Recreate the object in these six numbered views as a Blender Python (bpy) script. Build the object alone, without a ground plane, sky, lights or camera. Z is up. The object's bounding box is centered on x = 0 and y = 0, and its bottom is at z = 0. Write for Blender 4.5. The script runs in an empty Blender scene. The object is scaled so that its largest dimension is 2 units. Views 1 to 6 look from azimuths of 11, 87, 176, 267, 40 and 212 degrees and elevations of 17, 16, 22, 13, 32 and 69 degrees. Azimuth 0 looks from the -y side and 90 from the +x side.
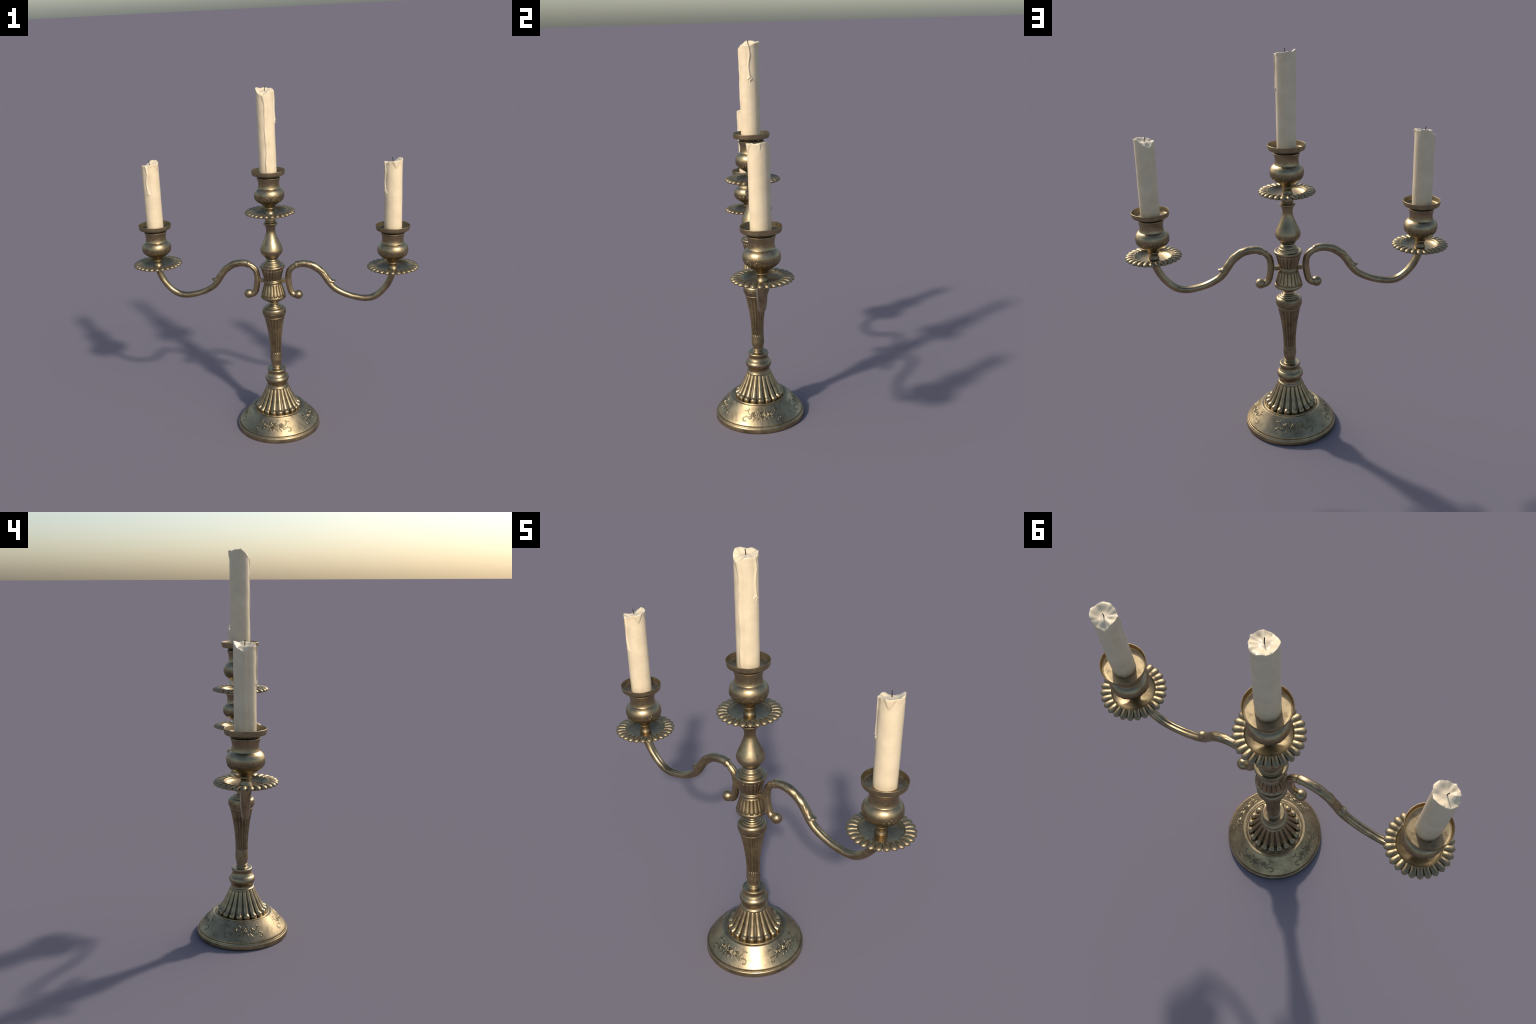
"""Three-branched antique brass candelabrum with three burnt-down cream candles."""
import bpy, math, random
import numpy as np
from mathutils import Vector

random.seed(7)
TAU = 2 * math.pi
SIDE_X = 0.674          # distance of the side branches from the stem axis
CUP_DROP = 0.310        # side cups stand this much lower than the middle one
CANDLE_DROP = 0.389     # side candles are burnt/sunk lower still


# ------------------------------------------------------------------ materials
def brass(name, bright, dull, rough, bump=0.10, grain=1.0, stain=0.30):
    m = bpy.data.materials.new(name)
    m.use_nodes = True
    nt = m.node_tree
    N, L = nt.nodes, nt.links
    bsdf = N["Principled BSDF"]
    bsdf.inputs["Metallic"].default_value = 1.0
    tc = N.new("ShaderNodeTexCoord")

    def noise(scale, detail, stretch=None, rgh=0.55):
        n = N.new("ShaderNodeTexNoise")
        n.inputs["Scale"].default_value = scale
        n.inputs["Detail"].default_value = detail
        n.inputs["Roughness"].default_value = rgh
        if stretch:
            mp = N.new("ShaderNodeMapping")
            mp.inputs["Scale"].default_value = stretch[0]
            mp.inputs["Rotation"].default_value = stretch[1]
            L.new(tc.outputs["Object"], mp.inputs["Vector"])
            L.new(mp.outputs["Vector"], n.inputs["Vector"])
        else:
            L.new(tc.outputs["Object"], n.inputs["Vector"])
        return n

    # cloudy tarnish
    cloud = noise(14 * grain, 5)
    ramp = N.new("ShaderNodeValToRGB")
    ramp.color_ramp.elements[0].position = 0.36
    ramp.color_ramp.elements[0].color = (*dull, 1)
    ramp.color_ramp.elements[1].position = 0.62
    ramp.color_ramp.elements[1].color = (*bright, 1)
    L.new(cloud.outputs["Fac"], ramp.inputs["Fac"])
    # dark specks of old polish
    speck = noise(95 * grain, 4, rgh=0.7)
    sramp = N.new("ShaderNodeValToRGB")
    sramp.color_ramp.elements[0].position = 0.63
    sramp.color_ramp.elements[0].color = (0, 0, 0, 1)
    sramp.color_ramp.elements[1].position = 0.74
    sramp.color_ramp.elements[1].color = (1, 1, 1, 1)
    L.new(speck.outputs["Fac"], sramp.inputs["Fac"])
    smul = N.new("ShaderNodeMath")
    smul.operation = "MULTIPLY"
    smul.inputs[1].default_value = 0.55
    L.new(sramp.outputs["Color"], smul.inputs[0])
    mix = N.new("ShaderNodeMix")
    mix.data_type = "RGBA"
    mix.inputs["B"].default_value = (dull[0] * 0.45, dull[1] * 0.43, dull[2] * 0.4, 1)
    L.new(smul.outputs[0], mix.inputs["Factor"])
    L.new(ramp.outputs["Color"], mix.inputs["A"])
    # brown tarnish blotches
    blot = noise(34 * grain, 7, rgh=0.65)
    bramp = N.new("ShaderNodeValToRGB")
    bramp.color_ramp.elements[0].position = 0.53
    bramp.color_ramp.elements[0].color = (0, 0, 0, 1)
    bramp.color_ramp.elements[1].position = 0.68
    bramp.color_ramp.elements[1].color = (stain, stain, stain, 1)
    L.new(blot.outputs["Fac"], bramp.inputs["Fac"])
    mix2 = N.new("ShaderNodeMix")
    mix2.data_type = "RGBA"
    mix2.inputs["B"].default_value = (dull[0] * 0.42, dull[1] * 0.37, dull[2] * 0.32, 1)
    L.new(bramp.outputs["Color"], mix2.inputs["Factor"])
    L.new(mix.outputs["Result"], mix2.inputs["A"])
    L.new(mix2.outputs["Result"], bsdf.inputs["Base Color"])
    # brushed wiping marks in the roughness
    wipe = noise(22 * grain, 3, ((1.0, 3.5, 1.0), (0.6, 0.4, 0.8)))
    rr = N.new("ShaderNodeMapRange")
    rr.inputs["From Min"].default_value = 0.3
    rr.inputs["From Max"].default_value = 0.7
    rr.inputs["To Min"].default_value = rough - 0.06
    rr.inputs["To Max"].default_value = rough + 0.09
    L.new(wipe.outputs["Fac"], rr.inputs["Value"])
    L.new(rr.outputs["Result"], bsdf.inputs["Roughness"])
    fine = noise(240 * grain, 3)
    b = N.new("ShaderNodeBump")
    b.inputs["Strength"].default_value = bump
    b.inputs["Distance"].default_value = 0.0012
    L.new(fine.outputs["Fac"], b.inputs["Height"])
    L.new(b.outputs["Normal"], bsdf.inputs["Normal"])
    return m


def wax_material():
    m = bpy.data.materials.new("cream_wax")
    m.use_nodes = True
    nt = m.node_tree
    N, L = nt.nodes, nt.links
    bsdf = N["Principled BSDF"]
    tc = N.new("ShaderNodeTexCoord")
    n = N.new("ShaderNodeTexNoise")
    n.inputs["Scale"].default_value = 18
    n.inputs["Detail"].default_value = 6
    L.new(tc.outputs["Object"], n.inputs["Vector"])
    ramp = N.new("ShaderNodeValToRGB")
    ramp.color_ramp.elements[0].position = 0.3
    ramp.color_ramp.elements[0].color = (0.72, 0.575, 0.37, 1)
    ramp.color_ramp.elements[1].position = 0.6
    ramp.color_ramp.elements[1].color = (0.795, 0.64, 0.418, 1)
    L.new(n.outputs["Fac"], ramp.inputs["Fac"])
    # a few faint grey smudges
    s = N.new("ShaderNodeTexNoise")
    s.inputs["Scale"].default_value = 60
    s.inputs["Detail"].default_value = 4
    L.new(tc.outputs["Object"], s.inputs["Vector"])
    sr = N.new("ShaderNodeValToRGB")
    sr.color_ramp.elements[0].position = 0.66
    sr.color_ramp.elements[0].color = (0, 0, 0, 1)
    sr.color_ramp.elements[1].position = 0.8
    sr.color_ramp.elements[1].color = (0.35, 0.35, 0.35, 1)
    L.new(s.outputs["Fac"], sr.inputs["Fac"])
    mix = N.new("ShaderNodeMix")
    mix.data_type = "RGBA"
    mix.inputs["B"].default_value = (0.48, 0.41, 0.30, 1)
    L.new(sr.outputs["Color"], mix.inputs["Factor"])
    L.new(ramp.outputs["Color"], mix.inputs["A"])
    L.new(mix.outputs["Result"], bsdf.inputs["Base Color"])
    bsdf.inputs["Roughness"].default_value = 0.38
    bsdf.inputs["Subsurface Weight"].default_value = 0.04
    bsdf.inputs["Subsurface Radius"].default_value = (0.02, 0.014, 0.008)
    bsdf.inputs["Subsurface Scale"].default_value = 0.5
    return m


def plain(name, col, rough):
    m = bpy.data.materials.new(name)
    m.use_nodes = True
    nt = m.node_tree
    bsdf = nt.nodes["Principled BSDF"]
    n = nt.nodes.new("ShaderNodeTexNoise")
    n.inputs["Scale"].default_value = 200
    tc = nt.nodes.new("ShaderNodeTexCoord")
    nt.links.new(tc.outputs["Object"], n.inputs["Vector"])
    r = nt.nodes.new("ShaderNodeValToRGB")
    r.color_ramp.elements[0].color = (*[c * 0.6 for c in col], 1)
    r.color_ramp.elements[1].color = (*[c * 1.4 for c in col], 1)
    nt.links.new(n.outputs["Fac"], r.inputs["Fac"])
    nt.links.new(r.outputs["Color"], bsdf.inputs["Base Color"])
    bsdf.inputs["Roughness"].default_value = rough
    return m


BRASS = brass("aged_brass", (0.422, 0.328, 0.188), (0.282, 0.216, 0.124), 0.37, stain=0.4)  # base colour lowered a little for the original's baked ambient occlusion
BRASS_DULL = brass("dull_brass", (0.385, 0.298, 0.172), (0.265, 0.205, 0.120), 0.46, stain=0.6)
BRASS_PETAL = brass("soft_brass", (0.405, 0.315, 0.180), (0.305, 0.236, 0.136), 0.48)
BRASS_CHASED = brass("chased_brass", (0.26, 0.205, 0.118), (0.19, 0.15, 0.088), 0.38)
BRASS_DARK = brass("dark_brass", (0.17, 0.14, 0.09), (0.09, 0.075, 0.05), 0.42)  # much darker brass, used on the lip ring, the baluster ring and the core behind the reeds
WAX = wax_material()
WICK = plain("charred_wick", (0.03, 0.024, 0.018), 0.9)


# ------------------------------------------------------------------ mesh tools
def make_object(name, verts, faces, mat, parent=None, sharp=38):
    me = bpy.data.meshes.new(name)
    me.from_pydata([tuple(v) for v in verts], [], faces)
    me.validate()
    me.update()
    me.materials.append(mat)
    me.shade_smooth()
    if sharp is not None:
        me.set_sharp_from_angle(angle=math.radians(sharp))
    ob = bpy.data.objects.new(name, me)
    bpy.context.collection.objects.link(ob)
    if parent is not None:
        ob.parent = parent
    return ob


def clone(ob, parent, loc=None, rot_z=None):
    c = ob.copy()
    bpy.context.collection.objects.link(c)
    c.parent = parent
    if loc is not None:
        c.location = loc
    if rot_z is not None:
        c.rotation_euler = (0, 0, rot_z)
    return c


def catmull(pts, step):
    """Centripetal Catmull-Rom through pts (any dimension), sampled about every `step`."""
    P = [np.array(p, float) for p in pts]
    if len(P) == 2:
        n = max(1, int(np.ceil(np.linalg.norm(P[1] - P[0]) / step)))
        return [P[0] + (P[1] - P[0]) * i / n for i in range(n + 1)]
    P = [2 * P[0] - P[1]] + P + [2 * P[-1] - P[-2]]
    out = []
    for i in range(1, len(P) - 2):
        p0, p1, p2, p3 = P[i - 1:i + 3]
        t0 = 0
        t1 = t0 + max(1e-6, np.linalg.norm(p1 - p0)) ** .5
        t2 = t1 + max(1e-6, np.linalg.norm(p2 - p1)) ** .5
        t3 = t2 + max(1e-6, np.linalg.norm(p3 - p2)) ** .5
        n = max(2, int(np.ceil(np.linalg.norm(p2 - p1) / step)))
        for k in range(n):
            t = t1 + (t2 - t1) * k / n
            a1 = (t1 - t) / (t1 - t0) * p0 + (t - t0) / (t1 - t0) * p1
            a2 = (t2 - t) / (t2 - t1) * p1 + (t - t1) / (t2 - t1) * p2
            a3 = (t3 - t) / (t3 - t2) * p2 + (t - t2) / (t3 - t2) * p3
            b1 = (t2 - t) / (t2 - t0) * a1 + (t - t0) / (t2 - t0) * a2
            b2 = (t3 - t) / (t3 - t1) * a2 + (t - t1) / (t3 - t1) * a3
            out.append((t2 - t) / (t2 - t1) * b1 + (t - t1) / (t2 - t1) * b2)
    out.append(P[-2])
    return out


def profile(sections, step=0.004, round_r=0.0009):
    """Join smooth (r, z) sections into one profile; where two sections meet the
    corner is softened by a tiny chamfer so that it catches the light."""
    out = []
    for i, sec in enumerate(sections):
        pts = catmull(sec, step)
        if i > 0:
            c = pts[0]
            a, b = out[-2], pts[1]
            out.pop()
            for q, w in ((a, 1), (b, 1)):
                d = q - c
                ln = np.linalg.norm(d)
                out.append(c + d / max(ln, 1e-9) * min(round_r, ln * 0.4))
            pts = pts[1:]
        out += list(pts)
    return np.array(out)


def lathe(name, sections, mat, parent, seg=96, step=0.004, disp=None, round_r=0.0009, sharp=50, loc=None):
    """Turn a profile about z. disp(theta_array, r, z, k) -> offset along the profile normal."""
    pr = profile(sections, step, round_r)
    th = np.arange(seg) / seg * TAU
    t = np.gradient(pr, axis=0)
    ln = np.linalg.norm(t, axis=1)
    ln[ln == 0] = 1
    nrm = np.stack([t[:, 1], -t[:, 0]], 1) / ln[:, None]      # profiles run upwards: normal points out
    V, F, rows = [], [], []
    for k, (r, z) in enumerate(pr):
        if r < 1e-5:
            rows.append([len(V)])
            V.append((0, 0, z))
            continue
        d = disp(th, r, z, k) if disp else np.zeros(seg)
        rr = r + d * nrm[k, 0]
        zz = z + d * nrm[k, 1]
        rows.append(list(range(len(V), len(V) + seg)))
        V += list(zip(rr * np.sin(th), -rr * np.cos(th), zz))
    for a, b in zip(rows[:-1], rows[1:]):
        for j in range(seg):
            jn = (j + 1) % seg
            if len(a) == 1 and len(b) == 1:
                continue
            if len(a) == 1:
                F.append((a[0], b[jn], b[j]))
            elif len(b) == 1:
                F.append((a[j], a[jn], b[0]))
            else:
                F.append((a[j], a[jn], b[jn], b[j]))
    ob = make_object(name, V, F, mat, parent, sharp)
    if loc is not None:
        ob.location = loc
    return ob


def smoothstep(a, b, x):
    t = np.clip((np.asarray(x, float) - a) / (b - a), 0, 1)
    return t * t * (3 - 2 * t)


# ------------------------------------------------------------------ the candelabrum
root = bpy.data.objects.new("candelabrum", None)
bpy.context.collection.objects.link(root)
root["label"] = "antique brass three-branched candelabrum with fluted stem and scrolled arms"
root["category"] = "candelabrum"

# --- foot: a broad conical plate with a vertical rim, and a moat for the reeds
FOOT_SLOPE = [(0.2321, 0.0387), (0.2200, 0.0522), (0.1960, 0.0782), (0.1750, 0.1007), (0.1591, 0.1175)]
foot = lathe("foot", [
    [(0, 0), (0.2425, 0)],
    [(0.2425, 0), (0.2422, 0.0150), (0.2412, 0.0235)],
    [(0.2412, 0.0235), (0.2380, 0.0255)],
    [(0.2380, 0.0255), (0.2378, 0.0285)],
    [(0.2378, 0.0285), (0.2356, 0.0325)],
    [(0.2356, 0.0325), (0.2330, 0.0300)],
    [(0.2330, 0.0300), (0.2321, 0.0387)],
    FOOT_SLOPE,
    [(0.1591, 0.1175), (0.1580, 0.1188)],
    [(0.1580, 0.1188), (0.1465, 0.1182)],
    [(0.1465, 0.1182), (0.1445, 0.1172)],
    [(0.1445, 0.1172), (0.1435, 0.1212), (0.1412, 0.1218), (0.1395, 0.1180)],
    [(0.1395, 0.1180), (0.1150, 0.1175)],
    [(0.1150, 0.1175), (0, 0.1175)],
], BRASS, root, seg=160, step=0.006)

lathe("reed_core", [  # dark-coloured core paints the shade seen in the gaps between reeds
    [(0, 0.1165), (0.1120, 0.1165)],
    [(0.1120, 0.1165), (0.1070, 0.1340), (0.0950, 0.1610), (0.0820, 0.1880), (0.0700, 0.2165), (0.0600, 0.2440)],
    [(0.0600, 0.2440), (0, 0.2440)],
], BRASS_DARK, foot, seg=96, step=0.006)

# --- reeds: 19 half-round staves running down the foot, each ending in a bead
N_REED = 19


def build_reed():
    """A stave that flares at the foot into a blunt, forward-pointing bead."""
    path = np.array(catmull([(0.0575, 0.2470), (0.0630, 0.2330), (0.0735, 0.2070), (0.0850, 0.1830), (0.0970, 0.1580),
                             (0.1060, 0.1420), (0.1125, 0.1330), (0.1190, 0.1275), (0.1255, 0.1245), (0.1325, 0.1230)], 0.003))
    sl = np.r_[0, np.cumsum(np.linalg.norm(np.diff(path, axis=0), axis=1))]
    tot = sl[-1]
    s_bead = tot - 0.0110                                    # where the rounded end begins
    tan = np.gradient(path, axis=0)
    tan /= np.linalg.norm(tan, axis=1)[:, None]
    ss = np.r_[np.arange(0, s_bead, 0.0035), s_bead + 0.0110 * np.sin(np.linspace(0, 0.5 * math.pi, 9))[:-1], tot - 0.00005]
    V, F, rows = [], [], []
    nphi = 24
    for s in ss:
        r, z = np.interp(s, sl, path[:, 0]), np.interp(s, sl, path[:, 1])
        tr, tz = np.interp(s, sl, tan[:, 0]), np.interp(s, sl, tan[:, 1])
        ln = math.hypot(tr, tz)
        out = (-tz / ln, tr / ln)
        bead = float(smoothstep(s_bead - 0.021, s_bead - 0.008, s))
        w = 0.0094 + 0.0038 * s / s_bead + 0.0034 * bead
        h = 0.0084 + 0.0026 * s / s_bead + 0.0046 * bead
        if s > s_bead:
            q = min(1.0, (s - s_bead) / (tot - s_bead))
            k = max(0.0, 1 - q ** 2.6) ** 0.5
            w, h = w * k, h * k
        row = []
        for k in range(nphi):
            a = TAU * k / nphi
            row.append(len(V))
            rr, zz = r + out[0] * h * math.cos(a), z + out[1] * h * math.cos(a)
            V.append((w * math.sin(a), -rr, zz))
        rows.append(row)
    for a, b in zip(rows[:-1], rows[1:]):
        for k in range(nphi):
            F.append((a[k], b[k], b[(k + 1) % nphi], a[(k + 1) % nphi]))
    F.append(rows[0])
    F.append(rows[-1][::-1])
    return make_object("reed", V, F, BRASS, foot, sharp=None)


reed = build_reed()
reed.rotation_euler = (0, 0, math.radians(90))
for k in range(1, N_REED):
    clone(reed, foot, rot_z=math.radians(90) + TAU * k / N_REED)


# --- floral relief: roses, leaves and scrolls raised from a surface of revolution
class Relief:
    """Height field in (u, v) metres: u along the surface's circumference, v up its slope."""

    def __init__(self, u, v):
        self.u, self.v = u, v
        self.h = np.zeros_like(u)

    def put(self, h):
        self.h = np.maximum(self.h, h)

    def rose(self, u0, v0, R, H, turn=0.0):
        du, dv = self.u - u0, self.v - v0
        d = np.hypot(du, dv)
        a = np.arctan2(dv, du) + turn
        Rm = R * (1 + 0.09 * np.cos(5 * a))
        q = d / Rm
        swirl = 0.5 + 0.5 * np.cos(TAU * 2.3 * q + 1.0 * a + 0.6 * np.sin(3 * a))
        h = H * 1.35 * (0.30 + 0.70 * swirl) * np.sqrt(np.clip(1 - q ** 4, 0, 1)) * (1.15 - 0.35 * q)
        self.put(np.where(q < 1, h, 0))

    def leaf(self, u0, v0, u1, v1, w, H):
        ax, ay = u1 - u0, v1 - v0
        L = math.hypot(ax, ay)
        ax, ay = ax / L, ay / L
        s = ((self.u - u0) * ax + (self.v - v0) * ay) / L
        t = -(self.u - u0) * ay + (self.v - v0) * ax
        wid = w * np.clip(np.sin(np.pi * np.clip(s, 0, 1) ** 0.8), 1e-4, None)
        q = np.abs(t) / wid
        h = H * (0.62 + 0.30 * q) * np.sqrt(np.clip(1 - q ** 3, 0, 1))     # raised edges, sunk midrib
        self.put(np.where((q < 1) & (s > 0) & (s < 1), h, 0))

    def stroke(self, pts, w, H, taper=0.0):
        w = w * 1.3
        c = np.array(catmull(pts, w * 0.5))
        n = len(c)
        for i in range(n):
            ww = w * (1 - taper * i / n)
            d2 = ((self.u - c[i, 0]) ** 2 + (self.v - c[i, 1]) ** 2) / ww ** 2
            self.put(H * np.sqrt(np.clip(1 - d2, 0, 1)))

    def ball(self, u0, v0, R, H):
        d2 = ((self.u - u0) ** 2 + (self.v - v0) ** 2) / R ** 2
        self.put(H * np.sqrt(np.clip(1 - d2, 0, 1)))

    def mesh(self, name, pos, nrm, mat, parent, closed_u=False, sink=0.0007):
        """pos, nrm: (nv, nu, 3) arrays of the carrier surface; only raised cells are kept."""
        h = self.h
        for _ in range(2):                                   # soften the chased edges a little
            e = np.pad(h, 1, mode="edge")
            h = (4 * h + e[:-2, 1:-1] + e[2:, 1:-1] + e[1:-1, :-2] + e[1:-1, 2:]) / 8
        P = pos + nrm * (h - sink)[..., None]
        nv, nu = self.h.shape
        keep = self.h > 1e-5
        idx = -np.ones((nv, nu), int)
        V, F = [], []

        def vid(j, i):
            if idx[j, i] < 0:
                idx[j, i] = len(V)
                V.append(tuple(P[j, i]))
            return int(idx[j, i])
        for j in range(nv - 1):
            for i in range(nu if closed_u else nu - 1):
                i2 = (i + 1) % nu
                if keep[j, i] or keep[j, i2] or keep[j + 1, i] or keep[j + 1, i2]:
                    F.append((vid(j, i), vid(j, i2), vid(j + 1, i2), vid(j + 1, i)))
        ob = make_object(name, V, F, mat, parent, sharp=None)
        ob["kind"] = "stuff"
        return ob


def foot_ornament():
    """Three roses with leaves, buds and a mirrored pair of scrolls on the foot's slope."""
    r_mid = 0.1925
    a = np.radians(np.arange(-31.5, 31.51, 0.2))
    v = np.arange(-0.042, 0.040, 0.0007)
    A, Vv = np.meshgrid(a, v)
    R = Relief(A * r_mid, Vv)
    H = 0.0025
    U = lambda deg: math.radians(deg) * r_mid
    for s in (-1, 1):
        # rising stem with two little blossoms
        R.stroke([(s * U(17.5), -0.004), (s * U(20.5), 0.004), (s * U(23.0), 0.016), (s * U(23.2), 0.024)], 0.0026, H * 0.8)
        R.stroke([(s * U(23.2), 0.021), (s * U(22.2), 0.029)], 0.0030, H * 0.8)
        R.ball(s * U(21.9), 0.0305, 0.0042, H)
        R.stroke([(s * U(23.2), 0.020), (s * U(25.5), 0.0225), (s * U(28.2), 0.020)], 0.0026, H * 0.8)
        R.ball(s * U(28.4), 0.0195, 0.0035, H * 0.9)
        # the long scroll with its curled end
        R.stroke([(s * U(17.0), -0.011), (s * U(21.0), -0.013), (s * U(25.0), -0.012), (s * U(28.0), -0.018),
                  (s * U(28.6), -0.028), (s * U(26.5), -0.0365), (s * U(24.8), -0.0370)], 0.0028, H * 0.85)
        R.ball(s * U(24.6), -0.0345, 0.0042, H)
        R.leaf(s * U(23.5), -0.012, s * U(24.5), -0.001, 0.0026, H * 0.8)
        # bud between scroll and rose
        R.leaf(s * U(15.5), -0.010, s * U(20.0), -0.020, 0.0065, H)
        R.stroke([(s * U(16.0), -0.016), (s * U(18.0), -0.0215), (s * U(20.3), -0.0185), (s * U(20.0), -0.011)], 0.0022, H * 0.9)
        # side rose and its hanging tendril
        R.rose(s * U(13.0), 0.003, 0.0158, H * 1.1, turn=1.2 * s)
        R.stroke([(s * U(9.5), -0.012), (s * U(11.5), -0.022), (s * U(13.5), -0.031)], 0.0026, H * 0.8, taper=0.5)
        # leaves above and below the middle rose
        R.leaf(s * U(5.0), 0.010, s * U(7.4), 0.034, 0.0062, H)
        R.leaf(s * U(8.0), 0.012, s * U(6.6), -0.016, 0.0040, H * 0.9)
        R.leaf(s * U(4.0), -0.014, s * U(8.2), -0.029, 0.0060, H)
    R.leaf(0, -0.015, U(-0.4), -0.035, 0.0062, H)
    R.rose(0, 0.0005, 0.0205, H * 1.25, turn=0.4)
    # carrier surface: the foot's slope (slightly convex)
    cone = np.array(catmull(FOOT_SLOPE, 0.001))
    sl = np.r_[0, np.cumsum(np.linalg.norm(np.diff(cone, axis=0), axis=1))]
    k0 = np.interp(-r_mid, -cone[:, 0], sl)
    rr = np.interp(k0 + v, sl, cone[:, 0])
    zz = np.interp(k0 + v, sl, cone[:, 1])
    tr, tz = np.gradient(rr), np.gradient(zz)
    ln = np.hypot(tr, tz)
    nr, nz = tz / ln, -tr / ln
    # the motif keeps its angular width over the slope
    pos = np.stack([rr[:, None] * np.sin(A), -rr[:, None] * np.cos(A), zz[:, None] + 0 * A], -1)
    nrm = np.stack([nr[:, None] * np.sin(A), -nr[:, None] * np.cos(A), nz[:, None] + 0 * A], -1)
    return R.mesh("floral_relief", pos, nrm, BRASS_CHASED, foot)


orn = foot_ornament()
for k in (1, 2, 3):
    clone(orn, foot, rot_z=TAU * k / 4)

# --- collar above the reeds
lathe("foot_collar", [
    [(0, 0.2420), (0.0610, 0.2420)],
    [(0.0610, 0.2420), (0.0648, 0.2460), (0.0655, 0.2525), (0.0635, 0.2585), (0.0590, 0.2615)],
    [(0.0590, 0.2615), (0.0575, 0.2690), (0.0585, 0.2760), (0.0635, 0.2850), (0.0682, 0.2950), (0.0693, 0.3040),
     (0.0670, 0.3130), (0.0610, 0.3205), (0.0560, 0.3240)],
    [(0.0560, 0.3240), (0.0552, 0.3275), (0.0535, 0.3300)],
    [(0.0535, 0.3300), (0.0508, 0.3360), (0.0497, 0.3430)],
    [(0.0497, 0.3430), (0.0515, 0.3490), (0.0545, 0.3545), (0.0553, 0.3610), (0.0535, 0.3650), (0.0490, 0.3665)],
    [(0.0490, 0.3665), (0.0400, 0.3655), (0.0300, 0.3660), (0.0265, 0.3690), (0.0262, 0.3740)],
    [(0.0262, 0.3740), (0.0285, 0.3755), (0.0285, 0.3785), (0.0265, 0.3800)],
    [(0.0265, 0.3800), (0.0292, 0.3815), (0.0296, 0.3850), (0.0275, 0.3875)],
    [(0.0275, 0.3875), (0, 0.3875)],
], BRASS, root, seg=96, step=0.003)

# --- tapering fluted column
N_FLUTE = 18


def column_flutes(th, r, z, k):
    p = (th * N_FLUTE / TAU + 0.25) % 1.0 - 0.5
    groove = np.clip(1 - (np.abs(p) / 0.26) ** 2, 0, None) ** 0.5           # hollow flutes
    lower = 0.4635 + 0.004 * np.cos(TAU * p)                               # scalloped lower ends
    m = smoothstep(lower - 0.002, lower + 0.003, z) * (1 - smoothstep(0.684, 0.689, z))
    return -groove * m * 0.0062 * (r / 0.06) ** 0.5


def column_base_reeds(th, z):
    p = np.cos(th * N_FLUTE)
    return 0.0004 * p * (1 - smoothstep(0.445, 0.460, z)) * smoothstep(0.392, 0.402, z)


lathe("fluted_column", [
    [(0, 0.3860), (0.0278, 0.3860)],
    [(0.0278, 0.3860), (0.0290, 0.3980), (0.0320, 0.4120), (0.0338, 0.4240), (0.0334, 0.4400), (0.0326, 0.4560), (0.0322, 0.4680),
     (0.0328, 0.5000), (0.0345, 0.5330), (0.0375, 0.5650), (0.0420, 0.6000), (0.0475, 0.6350), (0.0535, 0.6660), (0.0582, 0.6880)],
    [(0.0582, 0.6880), (0.0600, 0.6905), (0.0608, 0.6945), (0.0592, 0.6980)],
    [(0.0592, 0.6980), (0, 0.6980)],
], BRASS_DULL, root, seg=288, step=0.004,
    disp=lambda th, r, z, k: column_flutes(th, r, z, k) + column_base_reeds(th, z) if r > 0.02 else 0 * th)


# --- knob with stepped top and a row of little lozenges
knob = lathe("knob", [
    [(0, 0.6960), (0.0590, 0.6960)],
    [(0.0590, 0.6960), (0.0620, 0.7010), (0.0660, 0.7090), (0.0680, 0.7180), (0.0683, 0.7300)],
    [(0.0683, 0.7300), (0.0676, 0.7335)],
    [(0.0676, 0.7335), (0.0672, 0.7390), (0.0640, 0.7455), (0.0585, 0.7500), (0.0545, 0.7510)],
    [(0.0545, 0.7510), (0.0520, 0.7495)],
    [(0.0520, 0.7495), (0.0510, 0.7545), (0.0480, 0.7580), (0.0440, 0.7590)],
    [(0.0440, 0.7590), (0.0420, 0.7575)],
    [(0.0420, 0.7575), (0.0408, 0.7620), (0.0380, 0.7645), (0.0345, 0.7650)],
    [(0.0345, 0.7650), (0.0320, 0.7635)],
    [(0.0320, 0.7635), (0.0300, 0.7680), (0.0255, 0.7705), (0.0228, 0.7740), (0.0222, 0.7800), (0.0240, 0.7880)],
    [(0.0240, 0.7880), (0, 0.7880)],
], BRASS, root, seg=96, step=0.003)


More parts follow.
